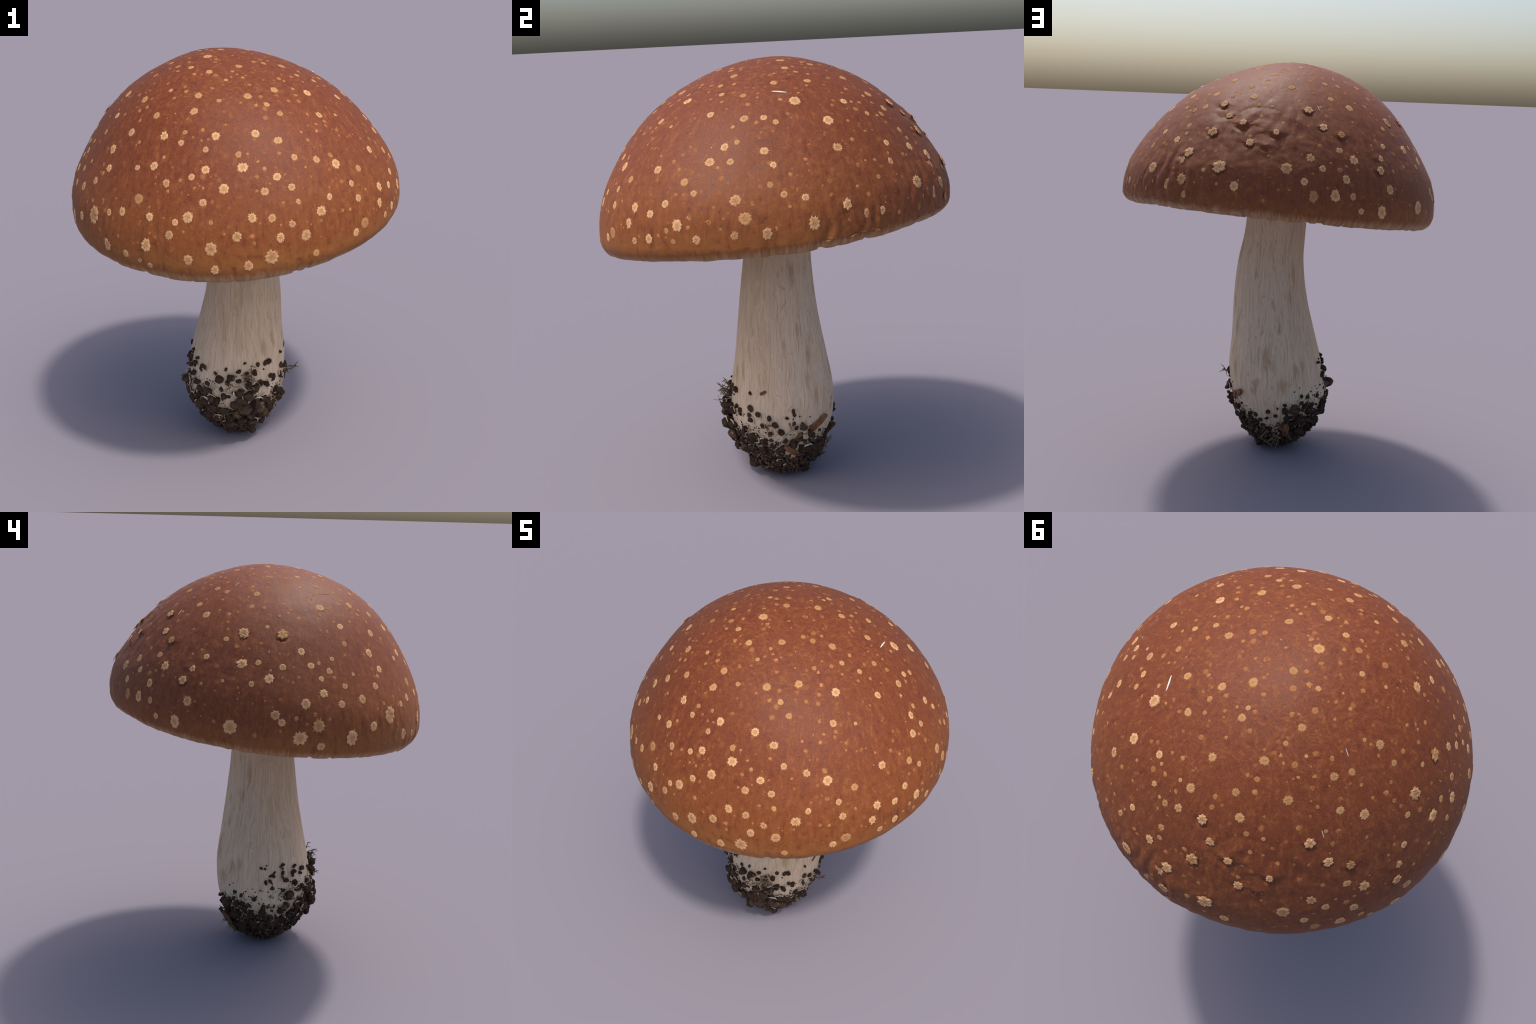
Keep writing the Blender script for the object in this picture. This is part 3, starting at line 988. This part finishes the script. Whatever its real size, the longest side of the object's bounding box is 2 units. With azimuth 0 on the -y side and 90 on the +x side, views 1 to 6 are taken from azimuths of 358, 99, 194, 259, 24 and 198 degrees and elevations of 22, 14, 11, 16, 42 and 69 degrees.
for _ in range(1100):
    a = rc.uniform(0, TAU)
    top = earth_edge(a)
    z = 0.012 + (top - 0.012) * rc.random() ** 1.5
    n = stem_normal(a, max(z, 0.03))
    size = rc.uniform(0.005, 0.013)
    drop_pebble(stem_base(a, z) + n * rc.uniform(0.002, 0.022), n, size, rc.uniform(0.7, 1.0))
for _ in range(330):
    a = rc.uniform(0, TAU)
    z = earth_edge(a) + abs(rc.gauss(0, 0.045))
    if math.sin(a) > 0.5 and rc.random() < 0.3:
        continue
    n = stem_normal(a, z)
    size = rc.uniform(0.0018, 0.0055)
    drop_pebble(stem_base(a, z, stem_relief(a, z)) + n * size * 0.2, n, size, 0.6)
fines = add("fine_earth", make_mesh("fine_earth", fine_v, fine_f), earth, mass_mat)
fines["kind"] = "stuff"

# mycelium: pale cords clasping the crumbs and running between them
mv, mf = [], []


def clamp_to_foot(p, lift):
    z = min(max(p.z, 0.03), 0.6)
    dx, dy = p.x - STEM_CX(z), p.y - STEM_CY(z)
    a = math.atan2(dy, dx)
    r = math.hypot(dx, dy)
    base = STEM_R(z) + lift
    r = max(r, base)
    return Vector((STEM_CX(z) + r * math.cos(a), STEM_CY(z) + r * math.sin(a), p.z))


chosen = [(p, s) for p, s in crumb_sites if 0.08 < p.z < 0.40]
for p, s in chosen:
    a = math.atan2(p.y - STEM_CY(p.z), p.x - STEM_CX(p.z))
    front = -math.sin(a) * 0.5 + 0.5
    if rc.random() > 0.30 + 0.45 * front:
        continue
    n = stem_normal(a, p.z)
    R = frame_on(n, rc.uniform(0, TAU))
    start, span = rc.uniform(0, TAU), rc.uniform(1.0, 3.0)
    pts, rad = [], []
    M = 14
    w = rc.uniform(0.0016, 0.0040)
    for i in range(M):
        t = i / (M - 1)
        c = start + span * t
        rr = s * (1.02 + 0.16 * noise.noise(Vector((c * 2, s * 400, 3))))
        q = p + R @ Vector((math.cos(c) * rr, math.sin(c) * rr, rc.uniform(-0.05, 0.1) * s))
        pts.append(clamp_to_foot(q, 0.003))
        rad.append(w * (0.3 + 0.9 * math.sin(math.pi * t) ** 0.6) * rc.uniform(0.8, 1.25))
    if min(q.z for q in pts) > 0.02:
        tube(mv, mf, pts, rad, 6)
for _ in range(130):
    az = rc.gauss(285, 60) if rc.random() < 0.75 else rc.uniform(0, 360)
    a = math.radians(az)
    z = earth_edge(a) + rc.uniform(-0.11, 0.06)
    pts, rad = [], []
    heading = rc.uniform(0, TAU)
    w = rc.uniform(0.0012, 0.0028)
    M = rc.randint(6, 14)
    for i in range(M):
        n = stem_normal(a, max(z, 0.03))
        pts.append(stem_base(a, z) + n * (0.005 + 0.018 * abs(noise.noise(Vector((i * 0.5, az, 1))))))
        rad.append(w * (1.1 - 0.8 * i / M))
        heading += rc.gauss(0, 0.55)
        a += 0.030 * math.cos(heading)
        z = max(0.04, z + 0.0065 * math.sin(heading))
    tube(mv, mf, pts, rad, 6)
myc = add("mycelium", make_mesh("mycelium", mv, mf), earth,
          plain_fibre("mycelium_white", rgb(0.50, 0.40, 0.29), rgb(0.68, 0.59, 0.46), 40))
myc["kind"] = "stuff"

# rootlets: tufts of brittle twiglets that stick out of the earth
root_mat = plain_fibre("rootlet_bark", rgb(0.085, 0.055, 0.034), rgb(0.32, 0.22, 0.135), 50)


def grow(v, f, p, d, length, width, depth, rr):
    pts, rad = [p.copy()], [width]
    steps = 7
    for i in range(steps):
        d = (d + Vector((rr.gauss(0, 0.2), rr.gauss(0, 0.2), rr.gauss(0, 0.2)))).normalized()
        p = p + d * length / steps
        p.z = max(p.z, 0.004)
        pts.append(p.copy())
        rad.append(width * (1 - 0.75 * (i + 1) / steps))
        if depth > 0 and i in (2, 4, 5):
            side = (d + Vector((rr.gauss(0, 0.8), rr.gauss(0, 0.8), rr.gauss(0, 0.8)))).normalized()
            grow(v, f, p.copy(), side, length * 0.5, width * 0.7, depth - 1, rr)
    tube(v, f, pts, rad, 6)


TUFTS = [(353, 0.345, 0.075, 3, 0.2), (284, 0.405, 0.070, 5, 0.9), (279, 0.425, 0.070, 5, 1.2), (272, 0.43, 0.050, 4, 0.8), (287, 0.37, 0.055, 4, 0.2),
         (84, 0.150, 0.050, 3, -0.3), (96, 0.120, 0.070, 6, -0.8), (104, 0.09, 0.06, 4, -0.9), (251, 0.225, 0.045, 3, -0.3),
         (344, 0.165, 0.050, 3, -0.3), (350, 0.10, 0.045, 3, -0.8), (335, 0.22, 0.04, 2, 0), (20, 0.345, 0.055, 2, 0.3),
         (187, 0.345, 0.040, 2, 0.5), (5, 0.05, 0.055, 2, -1.0), (262, 0.37, 0.05, 3, 0.2), (150, 0.22, 0.035, 2, 0),
         (300, 0.08, 0.03, 2, -0.6), (200, 0.12, 0.03, 2, -0.4), (60, 0.07, 0.04, 2, -1.0), (30, 0.06, 0.04, 2, -0.6)]
for i, (az, z, length, n_, lift) in enumerate(TUFTS):
    rr = random.Random(900 + i)
    a = math.radians(az)
    v, f = [], []
    for _ in range(n_):
        p = stem_base(a + rr.gauss(0, 0.045), z + rr.gauss(0, 0.008), 0.006)
        d = stem_normal(a, max(z, 0.03)) + Vector((rr.gauss(0, 0.4), rr.gauss(0, 0.4), lift * 0.6 + rr.gauss(0, 0.3)))
        grow(v, f, p, d.normalized(), length * rr.uniform(0.6, 1.1), rr.uniform(0.0022, 0.0042), 1, rr)
    add("rootlet", make_mesh("rootlet", v, f), earth, root_mat)


# chips of bark and bits of stick
def chip_mesh(length, width, thick, seed):
    rr = random.Random(seed)
    bm = bmesh.new()
    bmesh.ops.create_cube(bm, size=1.0)
    bmesh.ops.subdivide_edges(bm, edges=bm.edges[:], cuts=5, use_grid_fill=True)
    for v in bm.verts:
        t = v.co.z * 2
        w = 1 - 0.35 * abs(t) ** 3 + 0.2 * noise.noise(Vector((t * 2, seed, v.co.x)))
        v.co = Vector((v.co.x * width * w, v.co.y * thick * (1 + 0.3 * noise.noise(v.co * 3 + Vector((seed, 0, 0)))),
                       v.co.z * length + 0.12 * width * noise.noise(Vector((v.co.x * 4, seed, t)))))
    bmesh.ops.bevel(bm, geom=[e for e in bm.edges if e.calc_face_angle(0) > 0.9], offset=thick * 0.2, segments=2, affect="EDGES")
    me = bpy.data.meshes.new("bark_chip")
    bm.to_mesh(me)
    bm.free()
    me.polygons.foreach_set("use_smooth", [True] * len(me.polygons))
    return me


bark = wood_material("bark_orange", rgb(0.13, 0.060, 0.028), rgb(0.29, 0.140, 0.065))
red_bark = wood_material("bark_red", rgb(0.14, 0.048, 0.030), rgb(0.24, 0.085, 0.050))
grey_wood = wood_material("stick_brown", rgb(0.060, 0.036, 0.022), rgb(0.16, 0.095, 0.055))


def lay(me, name, az, z, tilt, lean, out, mat):
    """long axis up the stem, tilted in the surface by tilt and away from it by lean (deg)"""
    a = math.radians(az)
    n = stem_normal(a, z)
    e = Vector((-math.sin(a), math.cos(a), 0))
    up = n.cross(e)
    if up.z < 0:
        up = -up
    t = math.radians(tilt)
    long_ = up * math.cos(t) + e * math.sin(t)
    q = math.radians(lean)
    long_ = (long_ * math.cos(q) + n * math.sin(q)).normalized()
    y = (n - long_ * n.dot(long_)).normalized()
    x = y.cross(long_)
    m = Matrix((x, y, long_)).transposed().to_4x4()
    m.translation = stem_base(a, z) + n * out
    if not me.materials:
        me.materials.append(mat)
    o = add(name, me, earth)
    o.matrix_local = m
    return o


lay(chip_mesh(0.100, 0.030, 0.012, 1), "bark_chip", 50, 0.318, 58, 2, 0.010, bark)
lay(chip_mesh(0.085, 0.030, 0.014, 2), "bark_chip", 16, 0.205, -38, 4, 0.022, bark)
lay(chip_mesh(0.034, 0.014, 0.0022, 3), "bark_chip", 346, 0.499, 60, 0, 0.0022, red_bark)
lay(chip_mesh(0.090, 0.036, 0.014, 4), "bark_chip", 113, 0.170, -4, 5, 0.034, bark)
lay(chip_mesh(0.060, 0.024, 0.010, 5), "bark_chip", 44, 0.312, 75, 12, 0.010, bark)


def stick_mesh(length, radius, seed):
    v, f = [], []
    pts = [Vector((0.004 * noise.noise(Vector((i, seed, 0))), 0.004 * noise.noise(Vector((seed, i, 0))), length * (i / 9 - 0.5))) for i in range(10)]
    tube(v, f, pts, [radius * (1 + 0.15 * noise.noise(Vector((i * 0.9, seed, 5)))) for i in range(10)], 10)
    me = make_mesh("stick", v, f)
    return me


lay(stick_mesh(0.150, 0.0095, 1), "stick", 112, 0.160, -32, 0, 0.034, grey_wood)
lay(stick_mesh(0.070, 0.0085, 2), "stick", 24, 0.272, 24, 16, 0.014, grey_wood)
lay(stick_mesh(0.10, 0.0030, 3), "stick", 88, 0.09, -30, 4, 0.040, root_mat)
lay(stick_mesh(0.09, 0.0035, 4), "stick", 84, 0.13, 34, 4, 0.030, root_mat)

bpy.context.view_layer.update()
